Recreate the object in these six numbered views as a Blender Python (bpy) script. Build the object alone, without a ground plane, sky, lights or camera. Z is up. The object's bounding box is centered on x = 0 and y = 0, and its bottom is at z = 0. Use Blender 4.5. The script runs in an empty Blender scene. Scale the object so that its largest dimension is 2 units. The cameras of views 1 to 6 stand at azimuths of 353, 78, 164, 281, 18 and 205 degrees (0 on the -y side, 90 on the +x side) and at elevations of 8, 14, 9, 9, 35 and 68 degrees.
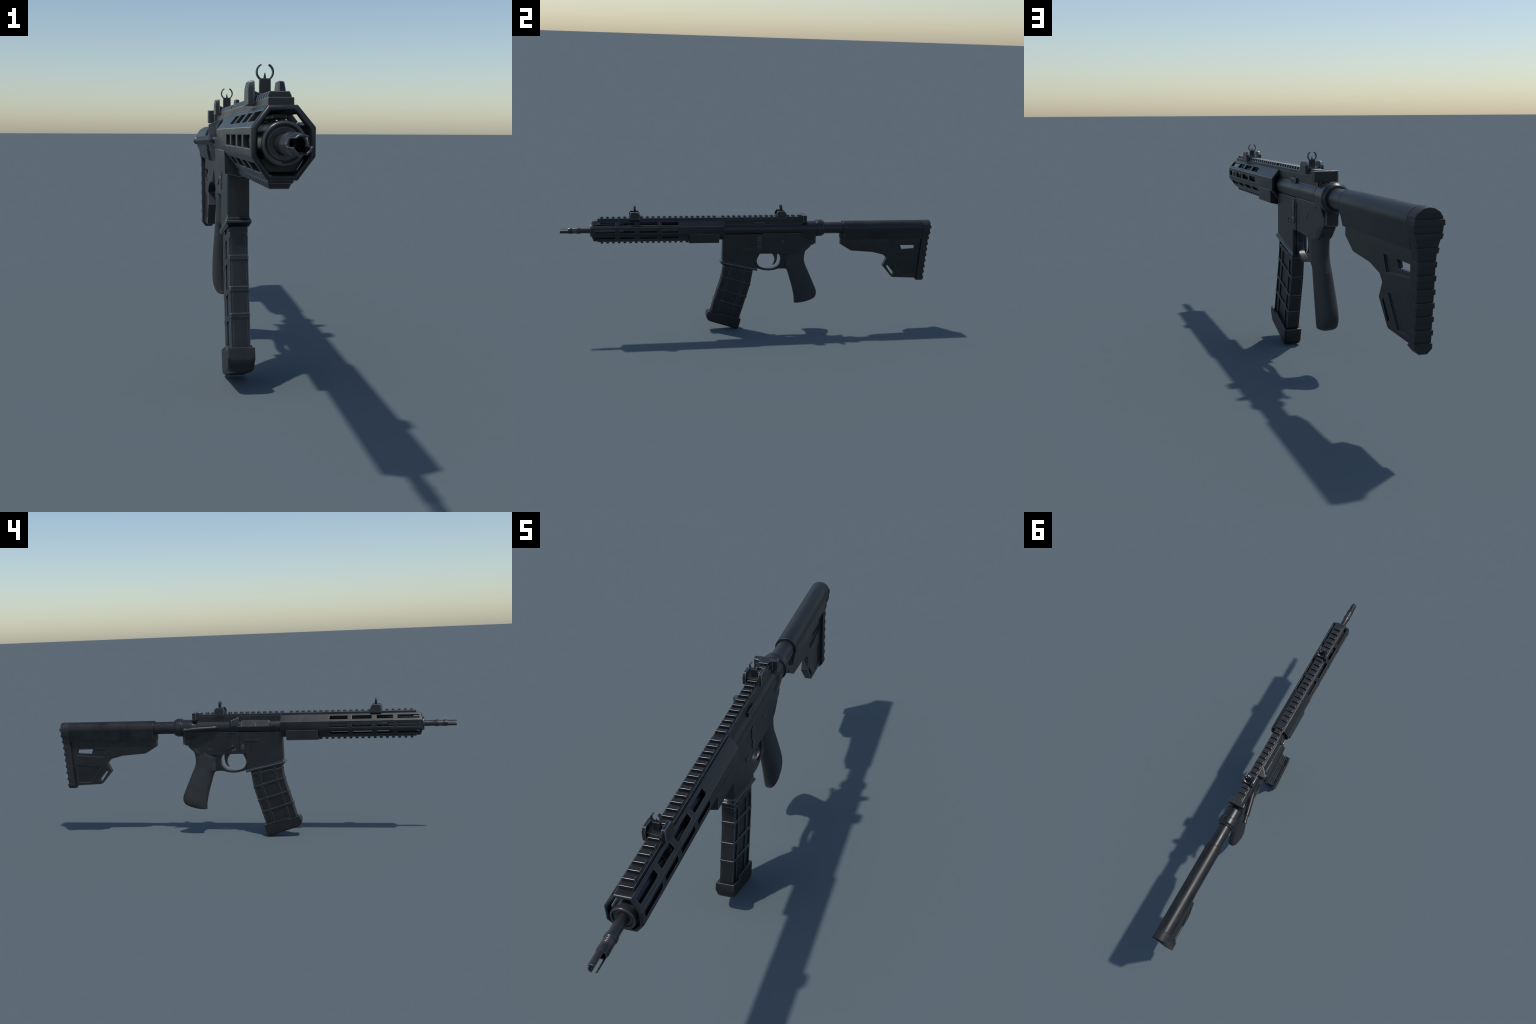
"""A compact black carbine standing on its magazine: muzzle towards -y, butt towards +y."""
import bpy, bmesh, math, random
from mathutils import Vector, Matrix

random.seed(7)
MID_X = 0.0178          # the plane of symmetry
BORE_Z = 0.5553         # height of the barrel axis
PITCH = 0.0292          # spacing of the rail teeth

# ------------------------------------------------------------------ materials

def finish(name, base, rough, spec=0.5, metallic=0.0, edge=0.05, dust=0.012,
           grain=700.0, bump=0.05, soft=0.0026, shine=0.6,
           scuff_at=0.66, ledge=None):
    """Dark finish: mottled base, edges lightened for glints, patchy gloss, fine grain."""
    m = bpy.data.materials.new(name)
    m.use_nodes = True
    nt = m.node_tree
    n, l = nt.nodes, nt.links
    bsdf = n["Principled BSDF"]
    co = n.new("ShaderNodeTexCoord")
    big = n.new("ShaderNodeTexNoise"); big.inputs["Scale"].default_value = 14
    big.inputs["Detail"].default_value = 6; big.inputs["Roughness"].default_value = 0.65
    fine = n.new("ShaderNodeTexNoise"); fine.inputs["Scale"].default_value = grain
    fine.inputs["Detail"].default_value = 2
    streak_map = n.new("ShaderNodeMapping"); streak_map.inputs["Scale"].default_value = (60, 9, 60)
    streak = n.new("ShaderNodeTexNoise"); streak.inputs["Scale"].default_value = 2.4
    streak.inputs["Detail"].default_value = 8; streak.inputs["Roughness"].default_value = 0.75
    for t in (big, fine, streak_map):
        l.new(co.outputs["Object"], t.inputs["Vector"])
    l.new(streak_map.outputs["Vector"], streak.inputs["Vector"])
    # mottled base colour
    ramp = n.new("ShaderNodeValToRGB")
    ramp.color_ramp.elements[0].position = 0.35
    ramp.color_ramp.elements[0].color = [c * 0.85 for c in base] + [1]
    ramp.color_ramp.elements[1].position = 0.72
    ramp.color_ramp.elements[1].color = [c * 1.2 + dust * 0.25 for c in base] + [1]
    l.new(big.outputs["Fac"], ramp.inputs["Fac"])
    # thin scuffs
    scuff = n.new("ShaderNodeMapRange")
    scuff.inputs["From Min"].default_value = scuff_at; scuff.inputs["From Max"].default_value = scuff_at + 0.14
    scuff.inputs["To Max"].default_value = 0.5
    l.new(streak.outputs["Fac"], scuff.inputs["Value"])
    mix1 = n.new("ShaderNodeMix"); mix1.data_type = 'RGBA'
    mix1.inputs["B"].default_value = [c + dust * 1.6 for c in base] + [1]
    l.new(scuff.outputs["Result"], mix1.inputs["Factor"])
    l.new(ramp.outputs["Color"], mix1.inputs["A"])
    # mask for edge highlights tinted into the colour: where a rounded normal turns away from the true one
    bev = n.new("ShaderNodeBevel"); bev.samples = 4; bev.inputs["Radius"].default_value = 0.0016
    geo = n.new("ShaderNodeNewGeometry")
    dot = n.new("ShaderNodeVectorMath"); dot.operation = 'DOT_PRODUCT'
    l.new(bev.outputs["Normal"], dot.inputs[0]); l.new(geo.outputs["Normal"], dot.inputs[1])
    glint = n.new("ShaderNodeMapRange")
    glint.inputs["From Min"].default_value = 0.985; glint.inputs["From Max"].default_value = 0.86
    l.new(dot.outputs["Value"], glint.inputs["Value"])
    patchy = n.new("ShaderNodeMapRange")
    patchy.inputs["From Min"].default_value = 0.30; patchy.inputs["From Max"].default_value = 0.62
    patchy.inputs["To Min"].default_value = 0.25
    l.new(streak.outputs["Fac"], patchy.inputs["Value"])
    glint_amount = n.new("ShaderNodeMath"); glint_amount.operation = 'MULTIPLY'
    l.new(glint.outputs["Result"], glint_amount.inputs[0]); l.new(patchy.outputs["Result"], glint_amount.inputs[1])
    mix2 = n.new("ShaderNodeMix"); mix2.data_type = 'RGBA'
    mix2.inputs["B"].default_value = (edge, edge * 1.02, edge * 1.06, 1)
    l.new(glint_amount.outputs["Value"], mix2.inputs["Factor"])
    if ledge:
        # dust gathered just under an overhang, between two heights
        sep = n.new("ShaderNodeSeparateXYZ"); l.new(co.outputs["Object"], sep.inputs["Vector"])
        hgt = n.new("ShaderNodeMapRange")
        hgt.inputs["From Min"].default_value = ledge[0]; hgt.inputs["From Max"].default_value = ledge[1]
        l.new(sep.outputs["Z"], hgt.inputs["Value"])
        spots = n.new("ShaderNodeTexNoise"); spots.inputs["Scale"].default_value = 60
        spots.inputs["Detail"].default_value = 6
        l.new(co.outputs["Object"], spots.inputs["Vector"])
        sm = n.new("ShaderNodeMapRange"); sm.inputs["From Min"].default_value = 0.40; sm.inputs["From Max"].default_value = 0.65
        l.new(spots.outputs["Fac"], sm.inputs["Value"])
        amount = n.new("ShaderNodeMath"); amount.operation = 'MULTIPLY'
        l.new(hgt.outputs["Result"], amount.inputs[0]); l.new(sm.outputs["Result"], amount.inputs[1])
        mix3 = n.new("ShaderNodeMix"); mix3.data_type = 'RGBA'
        mix3.inputs["B"].default_value = (0.030, 0.032, 0.032, 1)
        l.new(amount.outputs["Value"], mix3.inputs["Factor"])
        l.new(mix1.outputs["Result"], mix3.inputs["A"])
        mix1 = mix3
    l.new(mix1.outputs["Result"], mix2.inputs["A"])
    l.new(mix2.outputs["Result"], bsdf.inputs["Base Color"])
    # gloss
    rr = n.new("ShaderNodeMapRange")
    rr.inputs["From Min"].default_value = 0.3; rr.inputs["From Max"].default_value = 0.75
    rr.inputs["To Min"].default_value = rough - 0.05; rr.inputs["To Max"].default_value = rough + 0.08
    l.new(big.outputs["Fac"], rr.inputs["Value"])
    l.new(rr.outputs["Result"], bsdf.inputs["Roughness"])
    bsdf.inputs["Specular IOR Level"].default_value = spec
    # corners turned metallic to strengthen the drawn sky reflection
    bare = n.new("ShaderNodeMapRange")
    bare.inputs["To Min"].default_value = metallic; bare.inputs["To Max"].default_value = max(metallic, shine)
    l.new(glint_amount.outputs["Value"], bare.inputs["Value"])
    l.new(bare.outputs["Result"], bsdf.inputs["Metallic"])
    bp = n.new("ShaderNodeBump"); bp.inputs["Strength"].default_value = bump
    bp.inputs["Distance"].default_value = 0.0006
    l.new(fine.outputs["Fac"], bp.inputs["Height"])
    # soft machined edges: the shading normal rolls over every corner
    roll = n.new("ShaderNodeBevel"); roll.samples = 8; roll.inputs["Radius"].default_value = soft
    l.new(roll.outputs["Normal"], bp.inputs["Normal"])
    l.new(bp.outputs["Normal"], bsdf.inputs["Normal"])
    return m

ALLOY = finish("anodised_alloy", (0.0095, 0.0100, 0.0110), 0.37, spec=0.55, edge=0.26, shine=0.85)
STEEL = finish("dark_steel", (0.029, 0.0285, 0.028), 0.29, spec=0.7, metallic=0.3, edge=0.30, shine=0.9)
POLYMER = finish("black_polymer", (0.0068, 0.0074, 0.0082), 0.42, spec=0.5, edge=0.14, shine=0.45, dust=0.02)
SLEEVE = finish("sleeve_metal", (0.024, 0.025, 0.026), 0.30, spec=0.75, edge=0.2, shine=0.5)
COVER = finish("cover_metal", (0.015, 0.015, 0.0155), 0.42, spec=0.65, edge=0.26, shine=0.85)  # base lightened to show the sun reflecting off the port cover
SHELL = finish("cheek_shell_polymer", (0.0062, 0.0066, 0.0074), 0.43, spec=0.5, edge=0.14, shine=0.45, dust=0.045, scuff_at=0.585)
BODY = finish("stock_body_polymer", (0.0075, 0.0082, 0.0088), 0.42, spec=0.5, edge=0.14, shine=0.45, dust=0.03,
              scuff_at=0.62, ledge=(0.462, 0.488))
RUBBER = finish("grip_rubber", (0.031, 0.032, 0.033), 0.60, spec=0.4, edge=0.03,
                grain=1100.0, bump=0.35, soft=0.001, shine=0.0)
PAD = finish("butt_pad_rubber", (0.021, 0.022, 0.024), 0.55, spec=0.4, edge=0.05, shine=0.1)


def painted_edge_glint(name, base, bare, rough, metallic):
    """Corner strip with sun and sky glints painted in as a paler, patchy colour."""
    m = bpy.data.materials.new(name)
    m.use_nodes = True
    nt = m.node_tree
    n, l = nt.nodes, nt.links
    bsdf = n["Principled BSDF"]
    co = n.new("ShaderNodeTexCoord")
    t = n.new("ShaderNodeTexNoise"); t.inputs["Scale"].default_value = 55
    t.inputs["Detail"].default_value = 5; t.inputs["Roughness"].default_value = 0.7
    l.new(co.outputs["Object"], t.inputs["Vector"])
    k = n.new("ShaderNodeMapRange")
    k.inputs["From Min"].default_value = 0.30; k.inputs["From Max"].default_value = 0.62
    k.inputs["To Min"].default_value = 0.25
    l.new(t.outputs["Fac"], k.inputs["Value"])
    mix = n.new("ShaderNodeMix"); mix.data_type = 'RGBA'
    mix.inputs["A"].default_value = list(base) + [1]; mix.inputs["B"].default_value = list(bare) + [1]
    l.new(k.outputs["Result"], mix.inputs["Factor"])
    l.new(mix.outputs["Result"], bsdf.inputs["Base Color"])
    mm = n.new("ShaderNodeMath"); mm.operation = 'MULTIPLY'; mm.inputs[1].default_value = metallic
    l.new(k.outputs["Result"], mm.inputs[0])
    l.new(mm.outputs["Value"], bsdf.inputs["Metallic"])
    bsdf.inputs["Roughness"].default_value = rough
    return m

EDGES = {
    ALLOY: painted_edge_glint("alloy_painted_glint", (0.012, 0.0125, 0.0135), (0.26, 0.27, 0.29), 0.28, 0.95),
    STEEL: painted_edge_glint("steel_painted_glint", (0.025, 0.025, 0.025), (0.34, 0.34, 0.34), 0.24, 0.95),
    POLYMER: painted_edge_glint("polymer_painted_glint", (0.010, 0.011, 0.012), (0.16, 0.17, 0.185), 0.32, 0.75),
    PAD: painted_edge_glint("pad_pale_edge", (0.022, 0.023, 0.025), (0.035, 0.036, 0.039), 0.5, 0.0),
}
EDGES[SHELL] = EDGES[BODY] = EDGES[POLYMER]
EDGES[COVER] = EDGES[ALLOY]

# ------------------------------------------------------------------ helpers

root = bpy.data.objects.new("carbine_rifle", None)
bpy.context.scene.collection.objects.link(root)
root.location = (MID_X, 0, 0)
root["label"] = "compact black carbine with slotted octagonal handguard and skeleton stock"
root["category"] = "rifle"


def link(ob, parent):
    bpy.context.scene.collection.objects.link(ob)
    ob.parent = parent
    return ob


def bake(ob):
    """Apply every modifier of an object to its own mesh."""
    dg = bpy.context.evaluated_depsgraph_get()
    dg.update()
    me = bpy.data.meshes.new_from_object(ob.evaluated_get(dg))
    old = ob.data
    ob.modifiers.clear()
    ob.data = me
    bpy.data.meshes.remove(old)
    return ob


def make(name, bm, parent, mat, bevel=0.001, seg=2, cutters=(), sharp=32, worn=True):
    """bmesh -> finished part: holes cut, edges chamfered, smooth by angle."""
    bmesh.ops.recalc_face_normals(bm, faces=bm.faces)
    me = bpy.data.meshes.new(name)
    bm.to_mesh(me); bm.free()
    ob = link(bpy.data.objects.new(name, me), parent)
    me.materials.append(mat)
    if worn and mat in EDGES:  # worn: bevel strips get the pale glint colour
        me.materials.append(EDGES[mat])
    helpers = []
    for c in cutters:
        bmesh.ops.recalc_face_normals(c, faces=c.faces)
        cm = bpy.data.meshes.new("cut"); c.to_mesh(cm); c.free()
        co = bpy.data.objects.new("cut", cm)
        bpy.context.scene.collection.objects.link(co)
        helpers.append(co)
        md = ob.modifiers.new("cut", 'BOOLEAN'); md.operation = 'DIFFERENCE'
        md.solver = 'EXACT'; md.object = co
    if helpers:
        root_loc = root.location.copy(); root.location = (0, 0, 0)
        bake(ob)
        root.location = root_loc
        for h in helpers:
            m = h.data
            bpy.data.objects.remove(h); bpy.data.meshes.remove(m)
        b2 = bmesh.new(); b2.from_mesh(ob.data)
        bmesh.ops.remove_doubles(b2, verts=b2.verts, dist=1e-5)
        bmesh.ops.dissolve_limit(b2, angle_limit=math.radians(0.5), verts=b2.verts, edges=b2.edges)
        b2.to_mesh(ob.data); b2.free()
    if bevel:
        md = ob.modifiers.new("bevel", 'BEVEL'); md.width = bevel; md.segments = seg
        md.limit_method = 'ANGLE'; md.angle_limit = math.radians(sharp)
        md.use_clamp_overlap = True
        if worn and mat in EDGES:
            md.material = 1
        bake(ob)
    ob.data.shade_smooth()
    ob.data.set_sharp_from_angle(angle=math.radians(sharp + 12))
    md = ob.modifiers.new("weighted", 'WEIGHTED_NORMAL'); md.keep_sharp = True; md.weight = 80
    bake(ob)
    ob.data.name = name
    return ob


def ring_loft(rings, closed_ends=True, bm=None):
    """Skin a list of equal-length closed rings of points."""
    bm = bm or bmesh.new()
    vr = [[bm.verts.new(p) for p in r] for r in rings]
    k = len(rings[0])
    for a, b in zip(vr, vr[1:]):
        for i in range(k):
            bm.faces.new((a[i], a[(i + 1) % k], b[(i + 1) % k], b[i]))
    if closed_ends:
        bm.faces.new(vr[0][::-1]); bm.faces.new(vr[-1])
    return bm


def slab(outline, x0, x1, bm=None):
    """Side outline in (y, z) given thickness from x0 to x1."""
    return ring_loft([[(x0, y, z) for y, z in outline], [(x1, y, z) for y, z in outline]], bm=bm)


def bar(outline, y0, y1, bm=None):
    """Cross-section in (x, z) drawn out from y0 to y1."""
    return ring_loft([[(x, y0, z) for x, z in outline], [(x, y1, z) for x, z in outline]], bm=bm)


def block(x0, x1, y0, y1, z0, z1, bm=None):
    return bar([(x0, z0), (x1, z0), (x1, z1), (x0, z1)], y0, y1, bm)


def mirrored(half):
    """Close a right-hand half outline (x >= 0, top to bottom) into a symmetric one."""
    return list(half) + [(-x, z) for x, z in reversed(half) if x > 1e-6]


def circle(r, n=48, cx=0.0, cz=BORE_Z, a0=0.0):
    return [(cx + r * math.cos(a0 + 2 * math.pi * i / n), cz + r * math.sin(a0 + 2 * math.pi * i / n))
            for i in range(n)]


def lathe(profile, n=48, cx=0.0, cz=BORE_Z, closed=False, bm=None):
    """(y, r) profile turned about the bore line; a closed profile gives a hollow ring."""
    rings = [[(x, y, z) for x, z in circle(r, n, cx, cz)] for y, r in profile]
    if closed:
        rings.append(rings[0])
        bm = bm or bmesh.new()
        bm = ring_loft(rings, closed_ends=False, bm=bm)
        bmesh.ops.remove_doubles(bm, verts=bm.verts, dist=1e-7)
        return bm
    return ring_loft(rings, bm=bm)


def rod(p0, p1, radii, n=24, bm=None):
    """Turned pin along an arbitrary axis; radii = [(fraction, radius), ...]."""
    p0, p1 = Vector(p0), Vector(p1)
    d = p1 - p0
    q = d.to_track_quat('Z', 'Y').to_matrix()
    rings = []
    for f, r in radii:
        c = p0 + d * f
        rings.append([tuple(c + q @ Vector((r * math.cos(2 * math.pi * i / n),
                                            r * math.sin(2 * math.pi * i / n), 0))) for i in range(n)])
    return ring_loft(rings, bm=bm)


def smooth_loop(pts, steps=6):
    """Closed Catmull-Rom curve through 2D points."""
    out = []
    k = len(pts)
    for i in range(k):
        p = [Vector(pts[(i + j - 1) % k]) for j in range(4)]
        for s in range(steps):
            t = s / steps
            v = 0.5 * ((2 * p[1]) + (p[2] - p[0]) * t + (2 * p[0] - 5 * p[1] + 4 * p[2] - p[3]) * t * t
                       + (3 * p[1] - p[0] - 3 * p[2] + p[3]) * t ** 3)
            out.append((v.x, v.y))
    return out


def repeat(name, proto, places, parent):
    """Copies of one mesh at the given offsets."""
    for p in places:
        c = proto.copy()
        c.name = name
        link(c, parent)
        c.location = p

# ------------------------------------------------------------------ barrel and muzzle

def build_barrel():
    bore = 0.0106
    prof = [(-1.0, bore), (-1.0, 0.0128), (-0.9992, 0.0136), (-0.9620, 0.0136), (-0.9585, 0.0140),
            (-0.9560, 0.0142), (-0.9535, 0.0152), (-0.9500, 0.0156), (-0.9400, 0.0156), (-0.9375, 0.0150),
            (-0.9365, 0.0141)]
    y = -0.9350
    for _ in range(4):                      # thread-like grooves
        prof += [(y, 0.0149), (y + 0.0022, 0.0149), (y + 0.0030, 0.0141), (y + 0.0040, 0.0141)]
        y += 0.0048
    prof += [(-0.9150, 0.0152), (-0.9135, 0.0165), (-0.9060, 0.0166), (-0.9020, 0.0158), (-0.8935, 0.0137),
             (-0.8880, 0.0138), (-0.8500, 0.0143), (-0.8425, 0.0150), (-0.8415, 0.0165), (-0.6500, 0.0165),
             (-0.6480, 0.0235), (-0.4950, 0.0235), (-0.4920, 0.0335), (-0.3600, 0.0335), (-0.3570, 0.0235), (-0.1500, 0.0235), (-0.1500, 0.006), (-0.8900, 0.006), (-0.8900, bore)]
    bm = lathe(prof, n=56, closed=True)
    cuts = []
    # three open slots in the flash hider
    for ang, half in ((166, 24), (24, 29), (-88, 22)):
        a = math.radians(ang)
        w = 0.0136 * math.sin(math.radians(half))
        c = block(0.0065, 0.03, -1.02, -0.9590, -w, w)
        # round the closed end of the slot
        bmesh.ops.rotate(c, verts=c.verts, cent=(0, 0, 0), matrix=Matrix.Rotation(-a, 3, 'Y'))
        bmesh.ops.translate(c, verts=c.verts, vec=(0, 0, BORE_Z))
        cuts.append(c)
    make("barrel", bm, root, STEEL, bevel=0.0004, seg=2, cutters=cuts, sharp=40)

    sleeve = lathe([(-0.8440, 0.0252), (-0.8468, 0.0257), (-0.8485, 0.0268), (-0.8492, 0.0290), (-0.8480, 0.0314),
                    (-0.8450, 0.0327), (-0.6800, 0.0327), (-0.6780, 0.0300), (-0.6780, 0.0150), (-0.8455, 0.0150),
                    (-0.8462, 0.0235), (-0.8440, 0.0243)], closed=True)
    make("barrel_sleeve", sleeve, root, SLEEVE, bevel=0, sharp=25)
    gas = rod((0, -0.68, 0.5885), (0, -0.15, 0.5885), [(0, 0.0042), (1, 0.0042)], 16)
    rod((0, -0.66, 0.580), (0, -0.61, 0.580), [(0, 0.0), (0, 0.0125), (1, 0.0125), (1, 0.0)], 20, bm=gas)
    bmesh.ops.remove_doubles(gas, verts=gas.verts, dist=1e-7)
    make("gas_tube", gas, root, STEEL, bevel=0)
    # top bar and lower lug inside the handguard
    make("heat_shield", block(-0.0100, 0.0100, -0.7980, -0.1600, 0.5905, 0.5985), root, ALLOY, bevel=0.0012, worn=False)
    lug = bar(mirrored([(0.0345, 0.5340), (0.0200, 0.5130)]), -0.8150, -0.6820)
    make("inner_lug", lug, root, ALLOY, bevel=0.0015, worn=False)

# ------------------------------------------------------------------ handguard

SLOTS = [(-0.8247, -0.7225), (-0.7017, -0.6240), (-0.6008, -0.5070), (-0.4857, -0.3980)]

def build_handguard():
    y_front, y_nose, y_back = -0.8340, -0.8435, -0.1580
    outer = mirrored([(0.0217, 0.6100), (0.0465, 0.5785), (0.0465, 0.5372), (0.0222, 0.5025)])
    inner = mirrored([(0.0172, 0.6006), (0.0368, 0.5753), (0.0368, 0.5405), (0.0178, 0.5118)])
    fr = lambda pts: [(x, y_nose if abs(x) > 0.028 else y_front, z) for x, z in pts]
    bk = lambda pts: [(x, y_back, z) for x, z in pts]
    def lip(t, back):
        pts = [(xo + (xi - xo) * t, zo + (zi - zo) * t) for (xo, zo), (xi, zi) in zip(outer, inner)]
        return [(x, y + back, z) for x, y, z in fr(pts)]
    roll = [(1.0, 0.0085), (0.97, 0.0050), (0.89, 0.0024), (0.75, 0.0007), (0.55, 0.0), (0.32, 0.0005), (0.14, 0.0020), (0.04, 0.0040), (0.0, 0.0065)]
    roll = [lip(t, b) for t, b in roll]
    # side faces keep their full width while the lip rolls over
    rings = [roll[-1], bk(outer), bk(inner)] + roll
    bm = ring_loft(rings, closed_ends=False)
    bmesh.ops.remove_doubles(bm, verts=bm.verts, dist=1e-7)
    cuts = []
    for y0, y1 in SLOTS:
        for s in (1, -1):
            cuts.append(block(s * 0.030, s * 0.060, y0, y1, 0.5481, 0.5675))
            up = [(0.0277, 0.6022), (0.0398, 0.5870)]
            lo = [(0.0396, 0.5272), (0.0293, 0.5126)]
            for (xa, za), (xb, zb) in (up, lo):
                nx, nz = (zb - za), -(xb - xa)
                if nx < 0: nx, nz = -nx, -nz
                k = 0.013 / math.hypot(nx, nz)
                nx, nz = nx * k, nz * k
                quad = [(xa + nx, za + nz), (xb + nx, zb + nz), (xb - nx, zb - nz), (xa - nx, za - nz)]
                cuts.append(bar([(s * x, z) for x, z in quad], y0, y1))
    hg = make("handguard", bm, root, ALLOY, bevel=0.0011, seg=2, cutters=cuts, sharp=36)

    # heavy clamp block under the rear
    sec = mirrored([(0.0462, 0.5370), (0.0456, 0.4925), (0.0440, 0.4900), (0.0178, 0.4845)])
    sec = sec[:4] + sec[4:] + [(-0.0212, 0.5042), (0.0212, 0.5042)]
    f = [(x, -0.3385 if z > 0.52 else -0.3425, z) for x, z in sec]
    b = [(x, -0.1852, z) for x, z in sec]
    make("clamp_block", ring_loft([f, b]), hg, ALLOY, bevel=0.0012)
    return hg


def tooth_mesh(parent, top, name):
    """One rail tooth: a low trapezium block, upright or hanging."""
    s = 1 if top else -1
    sec = mirrored([(0.0150, 0.0084 * s), (0.0180, 0.0015 * s), (0.0180, -0.0030 * s)])
    return make(name, bar(sec, 0.0, 0.0130), parent, ALLOY, bevel=0.0011, seg=3)


def build_rails(hg, upper):
    base = mirrored([(0.0180, 0.6214), (0.0193, 0.6206), (0.0193, 0.6085)])
    make("rail_base", bar(base, -0.8115, -0.1590), hg, ALLOY, bevel=0.0008)
    make("rail_base", bar(base, -0.1582, 0.2625), upper, ALLOY, bevel=0.0008)
    low = mirrored([(0.0193, 0.5035), (0.0193, 0.4985), (0.0170, 0.4970)])
    make("rail_base", bar(low, -0.8120, -0.3400), hg, ALLOY, bevel=0.0008)

    t = tooth_mesh(hg, True, "rail_tooth")
    t.location = (0, -0.7960, 0.6222)
    repeat("rail_tooth", t, [(0, -0.7960 + PITCH * 0.9945 * i, 0.6222) for i in range(1, 21)], hg)
    repeat("rail_tooth", t, [(0, -0.1690 + PITCH * i, 0.6225) for i in range(14)], upper)
    t2 = tooth_mesh(hg, False, "rail_tooth")
    t2.location = (0, -0.7966, 0.4968)
    repeat("rail_tooth", t2, [(0, -0.7966 + PITCH * i, 0.4968) for i in range(1, 16)], hg)

# ------------------------------------------------------------------ sights

def build_sight(y):
    floor = [(x * 0.0202 / 6, 0.6335 + 0.0052 * (x / 6) ** 2) for x in range(-6, 7)]
    sec = floor + [(0.0202, 0.6225), (-0.0202, 0.6225)]
    holder = make("sight", bar(sec, y - 0.020, y + 0.020), root, STEEL, bevel=0.0008)
    ear_side = [(-0.0285, 0.6150), (-0.0290, 0.6400), (-0.0225, 0.6547), (0.0165, 0.6547), (0.0275, 0.6425),
                (0.0278, 0.6150)]
    for s in (1, -1):
        a, b = s * 0.0194, s * 0.0319
        inner = [(a, y + u, z) for u, z in ear_side]
        outer = [(b - s * (0.0022 if z > 0.65 else 0.0), y + u * 0.90, z - (0.0008 if z > 0.65 else 0)) for u, z in ear_side]
        make("sight_ear", ring_loft([inner, outer]), holder, ALLOY, bevel=0.0020, seg=3)
    # post with a shallow rear window
    w = 0.0093
    post = slab([(y - 0.0055, 0.632), (y - 0.0055, 0.6592), (y + 0.0055, 0.6592), (y + 0.0055, 0.632)], -w, w)
    win = block(-0.0068, 0.0068, y + 0.0035, y + 0.02, 0.6385, 0.6545)
    make("sight_post", post, holder, ALLOY, bevel=0.0004, cutters=[win])
    # open ring
    cz, ro, ri = 0.6694, 0.0149, 0.0122
    rings = []
    a0, a1 = math.radians(63), math.radians(63 - 306)
    for i in range(31):
        a = a0 + (a1 - a0) * i / 30
        c, s_ = math.cos(a), math.sin(a)
        rings.append([(r * c, y + v, cz + r * s_) for r, v in
                      ((ro, -0.005), (ro, 0.005), (ri, 0.005), (ri, -0.005))])
    make("sight_ring", ring_loft(rings), holder, ALLOY, bevel=0.0004)
    pin = rod((0, y, 0.6585), (0, y, 0.6684), [(0, 0.0027), (0.5, 0.0017), (1, 0.0007)], 14)
    make("sight_pin", pin, holder, ALLOY, bevel=0)

# ------------------------------------------------------------------ receivers

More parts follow.
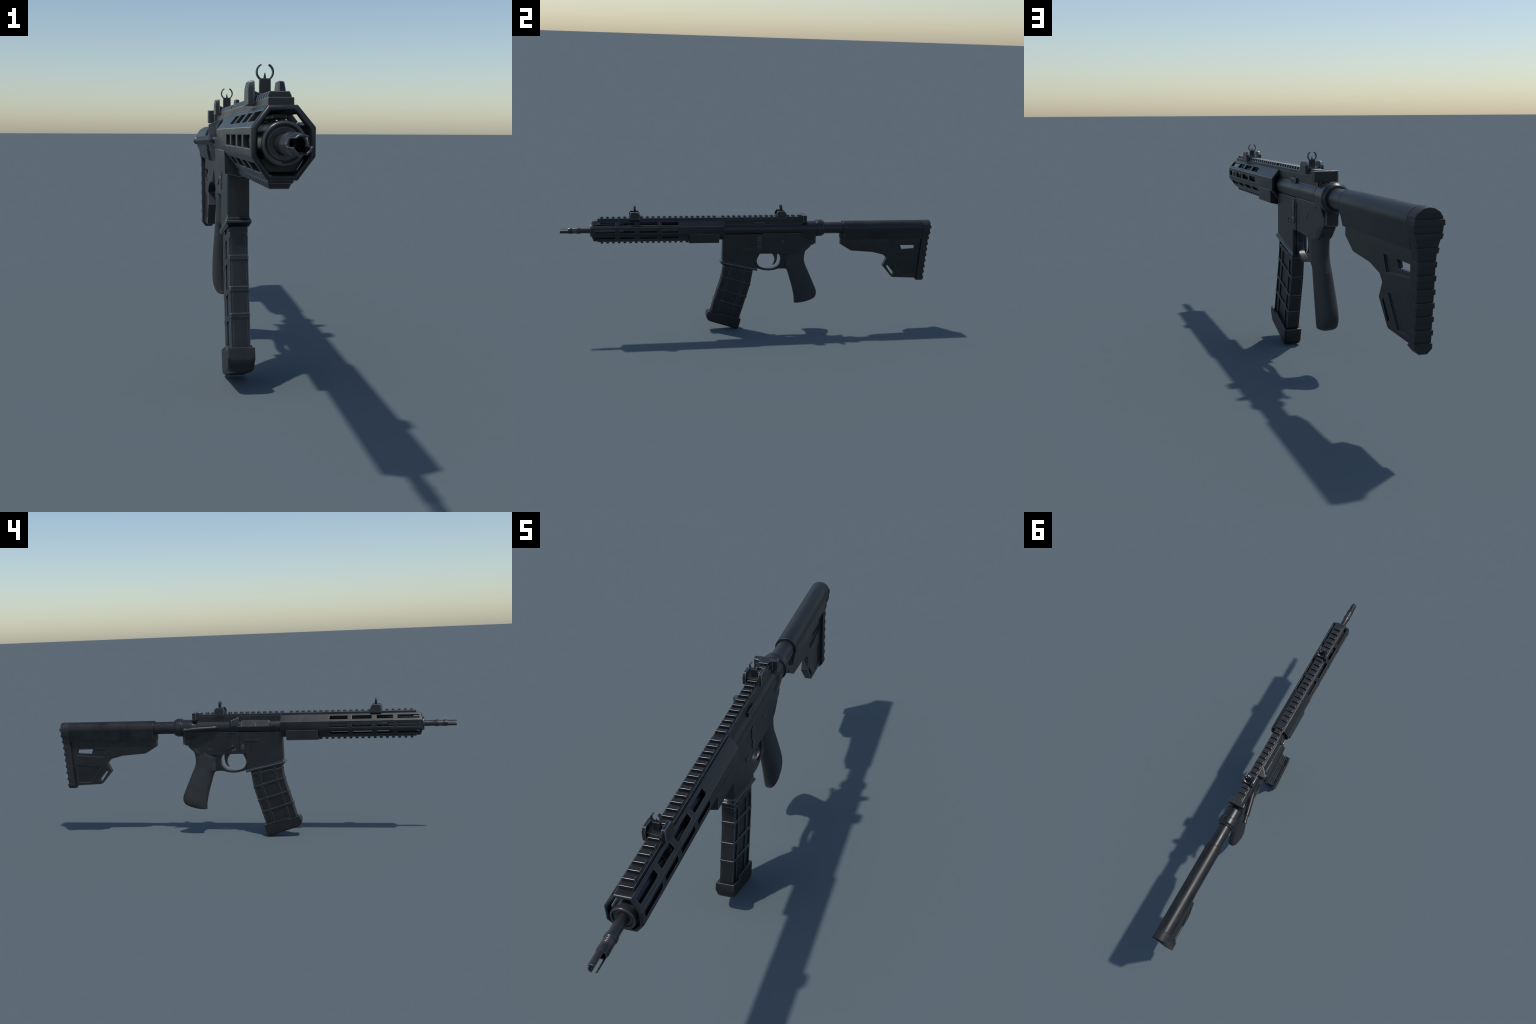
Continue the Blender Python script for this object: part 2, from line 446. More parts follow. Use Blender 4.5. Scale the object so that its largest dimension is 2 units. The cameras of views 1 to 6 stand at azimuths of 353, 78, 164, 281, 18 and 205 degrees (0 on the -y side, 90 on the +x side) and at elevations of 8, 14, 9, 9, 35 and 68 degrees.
def build_upper():
    # a round bolt tunnel under a flat-sided spine
    r = 0.0325
    def section(rr, wall, top):
        a_hi = math.acos(wall / rr)
        pts = [(wall, top)]
        n = 22
        for i in range(n + 1):
            a = a_hi + (-math.radians(72) - a_hi) * i / n
            pts.append((rr * math.cos(a), BORE_Z + rr * math.sin(a)))
        return mirrored(pts)
    sec = section(r, 0.0196, 0.6110)
    rings = [[(x, y, z) for x, z in sec] for y in (-0.1572, 0.2680)]
    cuts = [block(-0.06, -0.0275, -0.1050, 0.0520, 0.5590, 0.5900)]
    up = make("upper_receiver", ring_loft(rings), root, ALLOY, bevel=0.0009, cutters=cuts, sharp=25)
    collar = lathe([(0.2600, 0.0325), (0.2720, 0.0325), (0.2740, 0.0315), (0.2760, 0.0325), (0.2900, 0.0375),
                    (0.2930, 0.0385), (0.3430, 0.0392), (0.3450, 0.0380), (0.3450, 0.0300), (0.2600, 0.0300)], closed=True)
    make("receiver_collar", collar, up, ALLOY, bevel=0.0, sharp=20)

    # bump on the far wall
    make("forge_lug", slab([(0.0035, 0.5935), (0.0565, 0.5945), (0.0572, 0.5770), (0.0045, 0.5755)], 0.015, 0.0268),
         up, ALLOY, bevel=0.002)

    # ejection port cover
    door = [(-0.0965, 0.5582), (-0.1020, 0.5800), (-0.0975, 0.5872), (0.0375, 0.5880), (0.0430, 0.5850), (0.0465, 0.5582)]
    def lean(z, k): return -(0.0345 - (z - 0.5582) * 0.50) + k
    rings = [[(lean(z, -0.0006), y, z) for y, z in door], [(lean(z, 0.008), y, z) for y, z in door]]
    cuts = []
    for y0, y1 in ((-0.0905, -0.0335), (-0.0185, 0.0375)):
        c = [(lean(z, k), y, z) for k in (0,) for y, z in ()]
        c = ring_loft([[(lean(z, k), y, z) for y, z in ((y0, 0.5555), (y1, 0.5555), (y1, 0.5755), (y0, 0.5755))]
                       for k in (-0.01, 0.0007)])
        cuts.append(c)
    make("dust_cover", ring_loft(rings), up, COVER, bevel=0.0007, cutters=cuts)
    hinge = rod((-0.0345, -0.1370, 0.5575), (-0.0345, 0.0980, 0.5575), [(0, 0.0), (0, 0.0021), (1, 0.0021), (1, 0)], 14)
    bmesh.ops.remove_doubles(hinge, verts=hinge.verts, dist=1e-7)
    make("cover_hinge", hinge, up, STEEL, bevel=0)
    latch = slab([(-0.1135, 0.5588), (-0.1120, 0.5698), (-0.1370, 0.5702), (-0.1400, 0.5690), (-0.1360, 0.5588)], -0.0430, -0.030)
    make("cover_latch", latch, up, STEEL, bevel=0.0012)

    # case deflector: a faceted wedge that swells backwards
    hull = bmesh.new()
    for p in ((-0.0180, 0.0515, 0.6050), (-0.0225, 0.0520, 0.6045), (-0.0330, 0.0523, 0.5850), (-0.0315, 0.0530, 0.5600),
              (-0.0440, 0.0665, 0.5665), (-0.0505, 0.0835, 0.5622), (-0.0508, 0.0860, 0.5915), (-0.0480, 0.0955, 0.5900),
              (-0.0480, 0.0955, 0.5632), (-0.0180, 0.0980, 0.5955), (-0.0200, 0.0980, 0.5600), (-0.0200, 0.0515, 0.5600)):
        hull.verts.new(p)
    bmesh.ops.convex_hull(hull, input=hull.verts)
    make("case_deflector", hull, up, ALLOY, bevel=0.0010, sharp=25)

    # forward assist: housing swelling out of the wall, button behind it
    p0, p1 = (-0.0290, 0.160, 0.5545), (-0.0600, 0.2920, 0.5505)
    fa = rod(p0, p1, [(0.0, 0.004), (0.03, 0.0085), (0.10, 0.0112), (0.2, 0.0120), (0.985, 0.0122), (1.0, 0.0112)], 28)
    h = make("forward_assist", fa, up, ALLOY, bevel=0.0006, sharp=40)
    btn = rod((-0.0590, 0.288, 0.5506), (-0.0690, 0.3290, 0.5500),
              [(0, 0.0078), (0.72, 0.0078), (0.76, 0.0098), (0.95, 0.0098), (1.0, 0.0085)], 28)
    make("assist_button", btn, up, STEEL, bevel=0.0004, sharp=40)

    # charging handle
    tee = [(-0.0145, 0.2430), (0.0145, 0.2430), (0.0160, 0.2560), (0.0240, 0.2640), (0.0345, 0.2640), (0.0395, 0.2670),
           (0.0408, 0.2720), (0.0405, 0.2850), (0.0385, 0.2873), (-0.0385, 0.2873), (-0.0405, 0.2850), (-0.0408, 0.2720),
           (-0.0395, 0.2670), (-0.0345, 0.2640), (-0.0240, 0.2640), (-0.0160, 0.2560)]
    bm = ring_loft([[(x, y, 0.5968) for x, y in tee], [(x, y, 0.6305) for x, y in tee]])
    ch = make("charging_handle", bm, up, ALLOY, bevel=0.0014, sharp=40)
    stem = block(-0.0165, 0.0165, 0.255, 0.282, 0.585, 0.600)
    make("handle_stem", stem, up, ALLOY, bevel=0.001)
    pin = bmesh.new()
    for x in (-0.0185, 0.0185):
        rod((x, 0.2745, 0.6290), (x, 0.2745, 0.6313), [(0, 0.0042), (0.7, 0.0042), (1, 0.0032)], 18, bm=pin)
    make("handle_pin", pin, up, STEEL, bevel=0)
    return up


def build_lower():
    # magazine well: wide front half
    front = [(-0.1600, 0.5315), (0.0555, 0.5300), (0.0555, 0.4205), (0.0225, 0.4200), (0.0225, 0.3420), (-0.1625, 0.3830)]
    lo = make("lower_receiver", slab(front, -0.0246, 0.0246), root, ALLOY, bevel=0.0030, seg=3, worn=False)
    # flared lip round the mouth of the well
    def lip(y0, z0, y1, z1, w):
        return [(-w, y0, z0), (w, y0, z0), (w, y1, z1), (-w, y1, z1)]
    rings = [lip(-0.1612, 0.3930, 0.0225, 0.3420, 0.0240), lip(-0.1640, 0.3845, 0.0240, 0.3385, 0.0256),
             lip(-0.1748, 0.3805, 0.0268, 0.3355, 0.0286),
             lip(-0.1750, 0.3765, 0.0272, 0.3290, 0.0286), lip(-0.1640, 0.3660, 0.0268, 0.3262, 0.0240)]
    make("well_lip", ring_loft(rings), lo, ALLOY, bevel=0.0010)

    rear = [(0.0540, 0.5270), (0.0540, 0.4205), (0.1050, 0.4195), (0.1790, 0.4145), (0.2000, 0.4148), (0.2510, 0.4195),
            (0.2585, 0.4260), (0.2655, 0.4390), (0.2760, 0.4500), (0.2920, 0.4590), (0.3120, 0.4635), (0.3320, 0.4665),
            (0.3345, 0.4680), (0.3345, 0.5400), (0.3000, 0.5450), (0.2600, 0.5280)]
    make("lower_receiver_rear", slab(rear, -0.0218, 0.0218), lo, ALLOY, bevel=0.0020, seg=3, worn=False)
    # raised shelf line along the top of the rear half
    make("receiver_shelf", slab([(0.0560, 0.5310), (0.2620, 0.5310), (0.2500, 0.5130), (0.0560, 0.5130)], -0.0234, 0.0234),
         lo, ALLOY, bevel=0.0012)
    rings = []
    for y, wt, zb in ((0.236, 0.0214, 0.5180), (0.252, 0.0228, 0.5150), (0.268, 0.0262, 0.5100), (0.282, 0.0310, 0.5040),
                      (0.294, 0.0350, 0.4975), (0.306, 0.0366, 0.4940), (0.3335, 0.0366, 0.4930)):
        sec = mirrored([(wt, 0.5500), (wt, 0.5400), (0.0214 + (wt - 0.0214) * 0.72, 0.5260),
                        (0.0214 + (wt - 0.0214) * 0.25, zb + 0.0060), (0.0213, zb)])
        rings.append([(x, y, z) for x, z in sec])
    make("collar_gusset", ring_loft(rings), lo, ALLOY, bevel=0, sharp=40)
    plate = mirrored([(0.0200, 0.5350), (0.0200, 0.4740), (0.0170, 0.4700)])
    make("end_plate", bar(plate, 0.3350, 0.3462), lo, ALLOY, bevel=0.0018)

    # trigger guard with its opening
    outer = [(0.0185, 0.4200), (0.0185, 0.3380), (0.0385, 0.3345), (0.0500, 0.3305), (0.0700, 0.3258), (0.0950, 0.3240),
             (0.1200, 0.3265), (0.1460, 0.3335), (0.1803, 0.3335), (0.1803, 0.4160)]
    hole = smooth_loop([(0.0700, 0.4330), (0.0480, 0.4280), (0.0410, 0.4170), (0.0350, 0.4060), (0.0285, 0.3920), (0.0262, 0.3810), (0.0272, 0.3720), (0.0370, 0.3520), (0.0620, 0.3390),
                        (0.0960, 0.3350), (0.1270, 0.3405), (0.1490, 0.3580), (0.1570, 0.3850), (0.1530, 0.4030), (0.1440, 0.4180), (0.1360, 0.4280), (0.1150, 0.4330)], 5)
    make("trigger_guard", slab(outer, -0.0112, 0.0112), lo, ALLOY, bevel=0.0014,
         cutters=[slab(hole, -0.05, 0.05)], sharp=40)
    # curved trigger
    spine = [((0.1215, 0.4220), 0.0135), ((0.1285, 0.4080), 0.0110), ((0.1315, 0.3920), 0.0072), ((0.1300, 0.3760), 0.0058),
             ((0.1240, 0.3630), 0.0046), ((0.1150, 0.3545), 0.0016)]
    rings = []
    for i, ((y, z), h) in enumerate(spine):
        a = Vector(spine[max(i - 1, 0)][0]); b = Vector(spine[min(i + 1, len(spine) - 1)][0])
        t = (b - a).normalized(); nrm = Vector((-t.y, t.x))
        rings.append([(w, y + nrm.x * h * k, z + nrm.y * h * k) for w, k in
                      ((-0.0045, -1), (0.0045, -1), (0.0055, 0), (0.0045, 1), (-0.0045, 1), (-0.0055, 0))])
    make("trigger", ring_loft(rings), lo, STEEL, bevel=0, sharp=60)

    # right-hand (-x) fittings
    x = -0.0246
    t = slab([(0.0290, 0.4925), (-0.0385, 0.4918), (-0.0392, 0.4822), (0.0285, 0.4828)], x - 0.0035, x + 0.003)
    slab([(0.0008, 0.4835), (-0.0085, 0.4835), (-0.0072, 0.4365), (0.0008, 0.4365)], x - 0.0018, x + 0.003, bm=t)
    make("fence_rib", t, lo, ALLOY, bevel=0.0020, seg=3, worn=False)
    rel = bmesh.new()
    pill = [(0.0400 + 0.0085 * math.cos(a), 0.4528 + 0.0065 * math.sin(a) + (0.0080 if math.sin(a) > 0 else -0.0080))
            for a in [math.radians(9 + 18 * i) for i in range(20)]]
    slab(pill, x - 0.0012, x + 0.002, bm=rel)
    make("magazine_release", rel, lo, STEEL, bevel=0.0006, sharp=40)
    bars = bmesh.new()
    for i in range(4):
        z = 0.4455 + 0.0046 * i
        block(x - 0.0024, x, 0.0330, 0.0470, z, z + 0.0022, bm=bars)
    make("release_serration", bars, lo, STEEL, bevel=0.0004)
    for s in (-1, 1):
        xr = s * 0.0218
        hub = rod((xr - s * 0.002, 0.0905, 0.4590), (xr + s * 0.0040, 0.0905, 0.4590), [(0, 0.0066), (0.8, 0.0066), (1, 0.0052)], 22)
        if s < 0:
            make("selector_hub", hub, lo, STEEL, bevel=0)
            lever = slab([(0.0920, 0.4630), (0.0880, 0.4570), (0.1195, 0.4410), (0.1255, 0.4440)], xr - 0.0046, xr - 0.0012)
            make("selector_lever", lever, lo, STEEL, bevel=0.0012, worn=False)
            arc = []
            for r in (0.0165, 0.0198):
                seq = [math.radians(-72 - 78 * i / 10) for i in range(11)]
                ring = [(0.0905 + r * math.cos(a), 0.4570 + r * math.sin(a)) for a in seq]
                arc += ring if r < 0.018 else ring[::-1]
            make("selector_arc", slab(arc, xr - 0.0012, xr + 0.001), lo,
                 finish("worn_arc", (0.16, 0.17, 0.19), 0.45), bevel=0.0003)
        else:
            hub.free()
            pn = rod((xr - 0.002, 0.1640, 0.4840), (xr + 0.0016, 0.1640, 0.4840), [(0, 0.0075), (0.75, 0.0075), (1, 0.0060)], 22)
            rod((xr, 0.1640, 0.4840), (xr + 0.0024, 0.1640, 0.4840), [(0, 0.0032), (1, 0.0026)], 16, bm=pn)
            make("hammer_pin", pn, lo, STEEL, bevel=0)
    # faint selector markings
    marks = bmesh.new()
    xr = -0.0218
    for (yy, zz, ln) in ((0.202, 0.476, 0.016), (0.203, 0.468, 0.012), (0.199, 0.448, 0.018), (0.200, 0.441, 0.020)):
        block(xr - 0.0005, xr + 0.001, yy, yy + ln, zz, zz + 0.002, bm=marks)
    make("marking", marks, lo, ALLOY, bevel=0)

    # left-hand (+x) fittings: bolt catch and release pin
    x = 0.0246
    catch = slab([(0.0255, 0.5210), (0.0430, 0.5210), (0.0450, 0.5130), (0.0450, 0.4830), (0.0400, 0.4780), (0.0400, 0.4670),
                  (0.0460, 0.4640), (0.0455, 0.4520), (0.0340, 0.4435), (0.0225, 0.4520), (0.0220, 0.4640), (0.0280, 0.4670),
                  (0.0280, 0.4780), (0.0230, 0.4830), (0.0230, 0.5130)], x - 0.001, x + 0.0028)
    make("bolt_catch", catch, lo, STEEL, bevel=0.0008)
    kn = bmesh.new()
    for i in range(4):
        z = 0.4865 + 0.0078 * i
        block(x + 0.0020, x + 0.0046, 0.0265, 0.0415, z, z + 0.0044, bm=kn)
    block(x + 0.0020, x + 0.0042, 0.0240, 0.0440, 0.4600, 0.4650, bm=kn)
    make("catch_serration", kn, lo, STEEL, bevel=0.0006)
    pin = rod((x - 0.001, -0.0345, 0.4470), (x + 0.0028, -0.0345, 0.4470), [(0, 0.0072), (0.8, 0.0072), (1, 0.0060)], 20)
    slab([(-0.0300, 0.4490), (-0.0030, 0.4490), (-0.0030, 0.4450), (-0.0300, 0.4450)], x - 0.001, x + 0.0016, bm=pin)
    make("release_pin", pin, lo, STEEL, bevel=0.0004, sharp=40)
    return lo

# ------------------------------------------------------------------ magazine

MAG = [  # front (y, z), rear (y, z) down the curved body
    ((-0.1535, 0.4000), (0.0130, 0.3560)), ((-0.1560, 0.3560), (0.0040, 0.3260)), ((-0.1650, 0.2985), (-0.0085, 0.2510)),
    ((-0.1842, 0.2315), (-0.0277, 0.1835)), ((-0.2027, 0.1735), (-0.0465, 0.1228)), ((-0.2215, 0.1060), (-0.0648, 0.0600)),
    ((-0.2270, 0.0880), (-0.0700, 0.0440))]


def mag_at(v, u):
    """Point on the magazine's middle plane: v down the body (0..1), u from front (0) to rear (1)."""
    k = len(MAG) - 1
    f = min(max(v * k, 0), k - 1e-6)
    i = int(f); t = f - i
    p = [MAG[min(max(i + j, 0), k)] for j in (-1, 0, 1, 2)]
    def cr(a, b, c, d):
        a, b, c, d = map(Vector, (a, b, c, d))
        return 0.5 * (2 * b + (c - a) * t + (2 * a - 5 * b + 4 * c - d) * t * t + (3 * b - a - 3 * c + d) * t ** 3)
    F = cr(*[q[0] for q in p]); R = cr(*[q[1] for q in p])
    return F + (R - F) * u


def mag_v(z_front):
    """v at which the front edge passes a given height."""
    lo, hi = 0.0, 1.0
    for _ in range(40):
        m = (lo + hi) / 2
        if mag_at(m, 0).y > z_front: lo = m
        else: hi = m
    return lo


def mag_piece(v0, v1, u0, u1, x0, x1, steps=14, corner=0.0):
    """A curved prism in magazine coordinates, with optional rounded plan corners."""
    rings = []
    for i in range(steps + 1):
        v = v0 + (v1 - v0) * i / steps
        a, b = mag_at(v, u0), mag_at(v, u1)
        if corner:
            e = (b - a).normalized() * corner
            plan = [(a, x0 + corner), (a + e * 0.3, x0 + corner * 0.3), (a + e, x0), (b - e, x0), (b - e * 0.3, x0 + corner * 0.3),
                    (b, x0 + corner), (b, x1 - corner), (b - e * 0.3, x1 - corner * 0.3), (b - e, x1), (a + e, x1),
                    (a + e * 0.3, x1 - corner * 0.3), (a, x1 - corner)]
        else:
            plan = [(a, x0), (b, x0), (b, x1), (a, x1)]
        rings.append([(x, p.x, p.y) for p, x in plan])
    return ring_loft(rings)


def build_magazine():
    w = 0.0178
    mag = make("magazine", mag_piece(0.0, 1.0, 0, 1, -w, w, 30, corner=0.004), root, POLYMER, bevel=0, sharp=50)
    v_top, v_bot = mag_v(0.362), mag_v(0.1005)
    for s in (1, -1):
        a, b = sorted((s * 0.0150, s * 0.0218))
        for u0, u1 in ((0.005, 0.045), (0.195, 0.275), (0.695, 0.790), (0.955, 0.996)):
            make("upright_rib", mag_piece(v_top, v_bot, u0, u1, a, b, 22), mag, POLYMER, bevel=0.0014)
    for zf, h, w2, grow in ((0.352, 0.0125, 0.0216, 0.010), (0.3020, 0.0105, 0.0226, 0.020), (0.2350, 0.0105, 0.0226, 0.020),
                            (0.1780, 0.0105, 0.0226, 0.020)):
        v0, v1 = mag_v(zf), mag_v(zf - h)
        make("cross_rib", mag_piece(v0, v1, -grow, 1 + grow * (0.6 if grow > 0.01 else 0.2), -w2, w2, 2, corner=0.0045), mag, POLYMER, bevel=0.0016, sharp=40)

    # floor plate: a shallow shoe, rounded underneath, with a step in its side walls
    prof = [(-0.2345, 0.1080), (-0.1905, 0.0860), (-0.1880, 0.0870), (-0.1790, 0.0985), (-0.0585, 0.0610), (-0.0560, 0.0575),
            (-0.0672, 0.0110), (-0.0705, 0.0050), (-0.0780, 0.0015), (-0.2180, 0.0470), (-0.2290, 0.0515), (-0.2375, 0.0585), (-0.2420, 0.0680), (-0.2437, 0.0790), (-0.2425, 0.0880)]
    prof[1] = (-0.1930, 0.0925)
    rings = []
    for x, lift in ((-0.0300, 0.0120), (-0.0292, 0.0070), (-0.0268, 0.0032), (-0.0225, 0.0009), (-0.0180, 0.0),
                    (0.0180, 0.0), (0.0225, 0.0009), (0.0268, 0.0032), (0.0292, 0.0070), (0.0300, 0.0120)):
        r = []
        for y, z in prof:
            under = z < 0.0125 or (z < 0.0725 and y < -0.2)
            front = y < -0.2360 and z < 0.085
            back = y > -0.060
            r.append((x, y + (lift * 0.28 if under and y < -0.2 else 0) + (lift * 0.55 if front else 0) - (lift * 0.15 if back or (under and y > -0.1) else 0),
                      z + (lift * 0.85 if under else 0)))
        rings.append(r)
    bm = ring_loft(rings)
    make("floor_plate", bm, mag, POLYMER, bevel=0.0014, seg=2, sharp=40)
    return mag

# ------------------------------------------------------------------ grip

def build_grip():
    secs = [((0.2640, 0.4230), (0.3225, 0.4625), 0.0205), ((0.1805, 0.4120), (0.2965, 0.4330), 0.0226),
            ((0.1803, 0.3760), (0.2890, 0.3960), 0.0226), ((0.1803, 0.3480), (0.2903, 0.3720), 0.0230),
            ((0.1815, 0.3330), (0.2960, 0.3540), 0.0236), ((0.1960, 0.3210), (0.3060, 0.3320), 0.0243),
            ((0.2115, 0.2750), (0.3265, 0.2870), 0.0265), ((0.2265, 0.2280), (0.3480, 0.2400), 0.0285),
            ((0.2370, 0.1850), (0.3625, 0.2060), 0.0290), ((0.2412, 0.1600), (0.3645, 0.1840), 0.0282),
            ((0.2418, 0.1460), (0.3565, 0.1640), 0.0258), ((0.2408, 0.1380), (0.3320, 0.1510), 0.0215),
            ((0.2470, 0.1360), (0.3020, 0.1415), 0.0150)]
    fine = []
    k = len(secs) - 1
    per = 5
    for i in range(k):
        for s in range(per):
            t = s / per
            p = [secs[min(max(i + j, 0), k)] for j in (-1, 0, 1, 2)]
            def cr(a, b, c, d):
                return 0.5 * (2 * b + (c - a) * t + (2 * a - 5 * b + 4 * c - d) * t * t + (3 * b - a - 3 * c + d) * t ** 3)
            F = cr(*[Vector(q[0]) for q in p]); R = cr(*[Vector(q[1]) for q in p]); w = cr(*[q[2] for q in p])
            fine.append((F, R, w))
    fine.append((Vector(secs[-1][0]), Vector(secs[-1][1]), secs[-1][2]))
    rings = []
    n = 44
    for F, R, w in fine:
        m = (F + R) / 2; h = (R - F) / 2
        r = []
        for i in range(n):
            a = 2 * math.pi * i / n
            c, s = math.cos(a), math.sin(a)
            e = 2 / 2.7
            u = math.copysign(abs(c) ** e, c); v = math.copysign(abs(s) ** e, s)
            taper = 1.0 - 0.12 * (u + 1) / 2 if u > 0 else 1.0 - 0.06 * abs(u)
            q = m + h * u
            r.append((w * v * taper, q.x, q.y))
        rings.append(r)
    bm = ring_loft(rings)
    g = make("pistol_grip", bm, root, RUBBER, bevel=0, sharp=70)
    tang = slab([(0.2500, 0.4180), (0.2640, 0.4150), (0.2900, 0.4300), (0.3215, 0.4605), (0.3160, 0.4680), (0.2720, 0.4640), (0.2560, 0.4350)],
                -0.0214, 0.0214)
    make("grip_tang", tang, g, RUBBER, bevel=0.0060, seg=5)
    # fine horizontal ribs down the back strap
    ribs = bmesh.new()
    for i in range(44):
        t = i / 43
        z = 0.325 - 0.145 * t
        # rear edge at this height
        best = min(fine, key=lambda q: abs(q[1].y - z))
        w = best[2]
        y = best[1].x
        lowered = [q for q in fine if q[1].y >= z]
        q0 = lowered[-1]; idx = fine.index(q0); q1 = fine[min(idx + 1, len(fine) - 1)]
        f = 0 if abs(q1[1].y - q0[1].y) < 1e-6 else (z - q0[1].y) / (q1[1].y - q0[1].y)
        R = q0[1] + (q1[1] - q0[1]) * f
        F = q0[0] + (q1[0] - q0[0]) * f
        w = q0[2] + (q1[2] - q0[2]) * f
        m = (F + R) / 2; h = (R - F) / 2
        path = []
        for j in range(-6, 7):
            a = math.radians(7.0 * j)
            c, s = math.cos(a), math.sin(a)
            e = 2 / 2.7
            u = abs(c) ** e; v = math.copysign(abs(s) ** e, s)
            path.append(Vector((w * v * (1.0 - 0.12 * (u + 1) / 2), m.x + h.x * u, m.y + h.y * u)))
        cen = Vector((0, m.x, m.y))
        rg = []
        for j, p in enumerate(path):
            out = (p - cen).normalized()
            fade = math.sin(math.pi * (j + 0.5) / len(path)) ** 0.5
            up = Vector((0, 0, 1))
            rg.append([tuple(p - out * 0.001 + up * 0.0009), tuple(p + out * 0.0008 * fade), tuple(p - out * 0.001 - up * 0.0009)])
        ring_loft(rg, bm=ribs)
    r = make("strap_rib", ribs, g, RUBBER, bevel=0, sharp=60)
    r["kind"] = "stuff"
    return g

# ------------------------------------------------------------------ stock

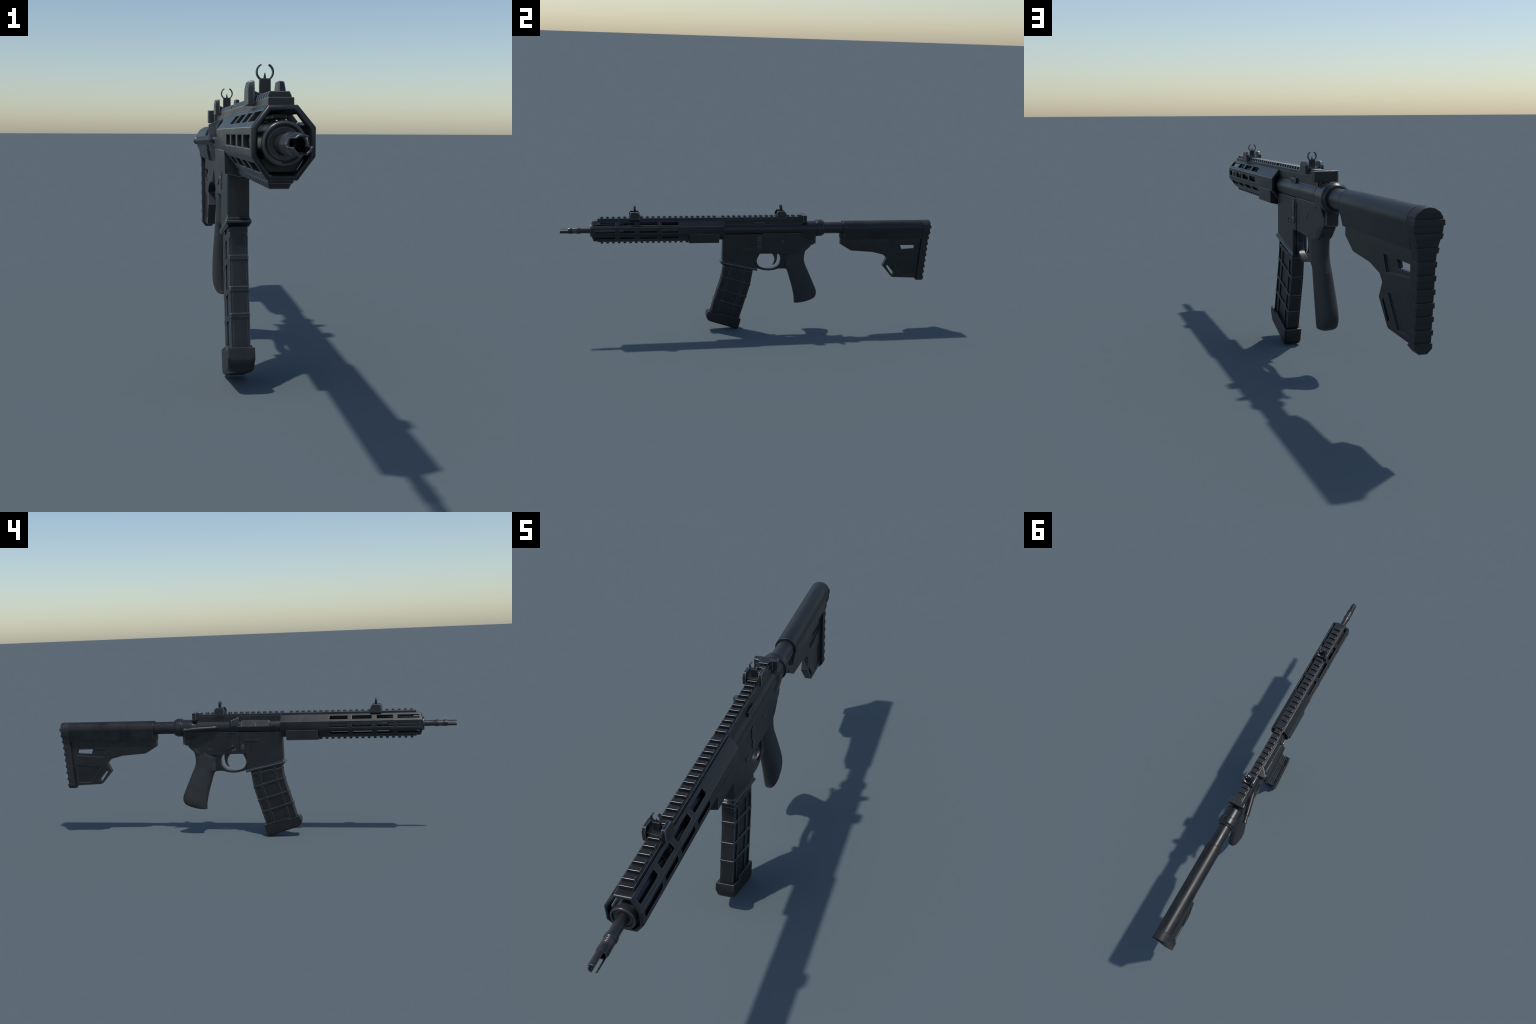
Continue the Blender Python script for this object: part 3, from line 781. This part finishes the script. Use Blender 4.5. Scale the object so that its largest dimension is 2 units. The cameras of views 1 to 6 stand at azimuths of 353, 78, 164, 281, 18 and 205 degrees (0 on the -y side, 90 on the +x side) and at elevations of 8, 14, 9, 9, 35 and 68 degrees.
def build_stock():
    # buffer tube and castle nut
    tube = lathe([(0.3300, 0.0313), (0.5200, 0.0313)], 64)
    make("buffer_tube", tube, root, ALLOY, bevel=0)
    nut = lathe([(0.3475, 0.0400), (0.3490, 0.0448), (0.3510, 0.0456), (0.3740, 0.0456), (0.3765, 0.0450), (0.3815, 0.0412), (0.3830, 0.0404),
                 (0.3850, 0.0398), (0.3865, 0.0400), (0.3885, 0.0385), (0.3890, 0.0300), (0.3475, 0.0300)], 64, closed=True)
    make("castle_nut", nut, root, ALLOY, bevel=0, sharp=20)
    gap = lathe([(0.3440, 0.0392), (0.3480, 0.0392)], 48)
    make("nut_washer", gap, root, STEEL, bevel=0)

    # cheek shell: half-round top drawn down to a narrower bottom
    def shell(r, top_c, wb, zb, n=24):
        half = []
        for i in range(n + 1):
            a = math.radians(90 - 100 * i / n)
            half.append((r * math.cos(a), top_c + r * math.sin(a)))
        half += [(wb + 0.0030, zb + 0.0130), (wb, zb)]
        return mirrored(half)
    zc = BORE_Z
    A = shell(0.0376, zc, 0.0252, 0.4914)
    ys = lambda z: 0.4975 + (0.0050 if z < 0.53 else 0.0)
    ring0 = [(x * 0.975, ys(z) - 0.0015 + 0.0, zc + (z - zc) * 0.985) for x, z in A]
    ring1 = [(x, ys(z), z) for x, z in A]
    ring2 = [(x, 0.9530 + (0.0 if z > 0.52 else -0.0010), z) for x, z in A]
    st = make("stock", ring_loft([ring0, ring1, ring2]), root, SHELL, bevel=0.0006, sharp=30)
    # prow under the tube at the shell front
    prow = ring_loft([[(-0.0245, 0.5035, z), (-0.0110, 0.4850 + dy, z), (0.0110, 0.4850 + dy, z), (0.0245, 0.5035, z)]
                      for z, dy in ((0.5300, 0.0), (0.5050, -0.0018), (0.4905, 0.0035))])
    make("stock_prow", prow, st, POLYMER, bevel=0.001)
    lip = lathe([(0.4950, 0.0305), (0.4950, 0.0368), (0.4962, 0.0380), (0.4990, 0.0380), (0.5000, 0.0372), (0.5000, 0.0305)], 64, closed=True)
    make("stock_collar", lip, st, POLYMER, bevel=0, sharp=40)

    # skeleton body below
    body = [(0.4890, 0.5000), (0.4885, 0.4640), (0.5510, 0.4268), (0.6730, 0.4168), (0.7400, 0.3998), (0.7590, 0.3800), (0.7390, 0.3405),
            (0.7400, 0.3360), (0.7945, 0.2735), (0.8010, 0.2700), (0.9350, 0.2630), (0.9530, 0.5000)]
    hw = 0.0122
    cuts = [slab([(0.8350, 0.4520), (0.9180, 0.4510), (0.9190, 0.4325), (0.8440, 0.4285)], -0.05, 0.05),
            slab([(0.7675, 0.3415), (0.7590, 0.3345), (0.7955, 0.2835), (0.8090, 0.2930)], -0.05, 0.05)]
    for s in (1, -1):
        a, b = sorted((s * (hw - 0.0052), s * 0.05))
        cuts.append(slab([(0.7620, 0.4535), (0.9245, 0.4520), (0.9240, 0.4205), (0.7815, 0.4098)], a, b))
        a, b = sorted((s * (hw - 0.0038), s * 0.05))
        cuts.append(slab([(0.7945, 0.3600), (0.9265, 0.3720), (0.9240, 0.2790), (0.8545, 0.2800)], a, b))
    make("stock_body", slab(body, -hw, hw), st, BODY, bevel=0.0014, cutters=cuts)

    # ribbed rubber butt pad
    levels = [(0.5930, 0.0), (0.5905, 0.0130), (0.5830, 0.0250), (0.5720, 0.0338), (0.5553, 0.0378), (0.5360, 0.0360), (0.5030, 0.0270),
              (0.4850, 0.0236), (0.4650, 0.0224), (0.2620, 0.0214), (0.2490, 0.0105)]
    sec = [(0.0, 0.5930)] + mirrored([(w, z) for z, w in levels[1:]])
    def rear(z): return 0.9945 if z > 0.57 else 0.9945 - (0.57 - z) * 0.0665
    def front(z): return 0.9540 if z > 0.50 else 0.9540 - (0.50 - z) * 0.052
    r0 = [(x, front(z), z) for x, z in sec]
    r1 = [(x, rear(z) - (0.004 if z > 0.588 else 0), z) for x, z in sec]
    # the toe wraps forward under the body
    pad = make("butt_pad", ring_loft([r0, r1]), root, PAD, bevel=0.0010, sharp=24)
    toe = bar([(-0.0212, 0.2640), (-0.0105, 0.2490), (0.0105, 0.2490), (0.0212, 0.2640)], 0.9330, 0.9460)
    bmesh.ops.translate(toe, verts=[v for v in toe.verts if v.co.y < 0.94 and v.co.z < 0.255], vec=(0, 0.008, 0.0015))
    make("pad_toe", toe, pad, PAD, bevel=0.001)
    def width(z):
        for (za, wa), (zb, wb) in zip(levels, levels[1:]):
            if zb <= z <= za:
                return wa + (wb - wa) * (za - z) / (za - zb)
        return 0.0105
    def rib_ring(w, w0, y1, zz):
        """A rib that wraps the pad's back and fades out along its sides."""
        return [(-w0 + 0.0006, y1 - 0.036, zz), (w0 - 0.0006, y1 - 0.036, zz), (w, y1 - 0.014, zz), (w, y1, zz), (-w, y1, zz), (-w, y1 - 0.014, zz)]
    z = 0.5645
    for i in range(10):
        h = 0.0135
        za, zb = z, z - h
        out = 0.0055 if i == 0 else 0.0048
        grow = 0.0012
        if i == 9:
            zb = 0.2490
        pts = [za, zb]
        rings = []
        for zz in pts:
            w = width(zz) + (grow if zz > 0.255 else 0)
            y1 = min(rear(zz) + out, 1.0)
            rings.append(rib_ring(w, width(zz), y1, zz))
        if i == 9:
            w = width(0.262) + grow
            rings.insert(1, rib_ring(w, width(0.262), rear(0.262) + out, 0.262))
        make("pad_rib", ring_loft(rings), pad, PAD, bevel=0.0009)
        z -= 0.0322
    # domed cap rib at the top of the pad
    cap = [(0.0, 0.5925)] + mirrored([(0.0130, 0.5900), (0.0250, 0.5826), (0.0300, 0.5780)])
    make("pad_rib", bar(cap, 0.985, 0.9962), pad, PAD, bevel=0.0012)
    return st


build_barrel()
hg = build_handguard()
upper = build_upper()
build_rails(hg, upper)
build_sight(-0.6216)
build_sight(0.1502)
build_lower()
build_magazine()
build_grip()
build_stock()

# rest exactly on the ground
bpy.context.view_layer.update()
low = min((o.matrix_world @ v.co).z for o in bpy.data.objects if o.type == 'MESH' for v in o.data.vertices)
root.location.z -= low
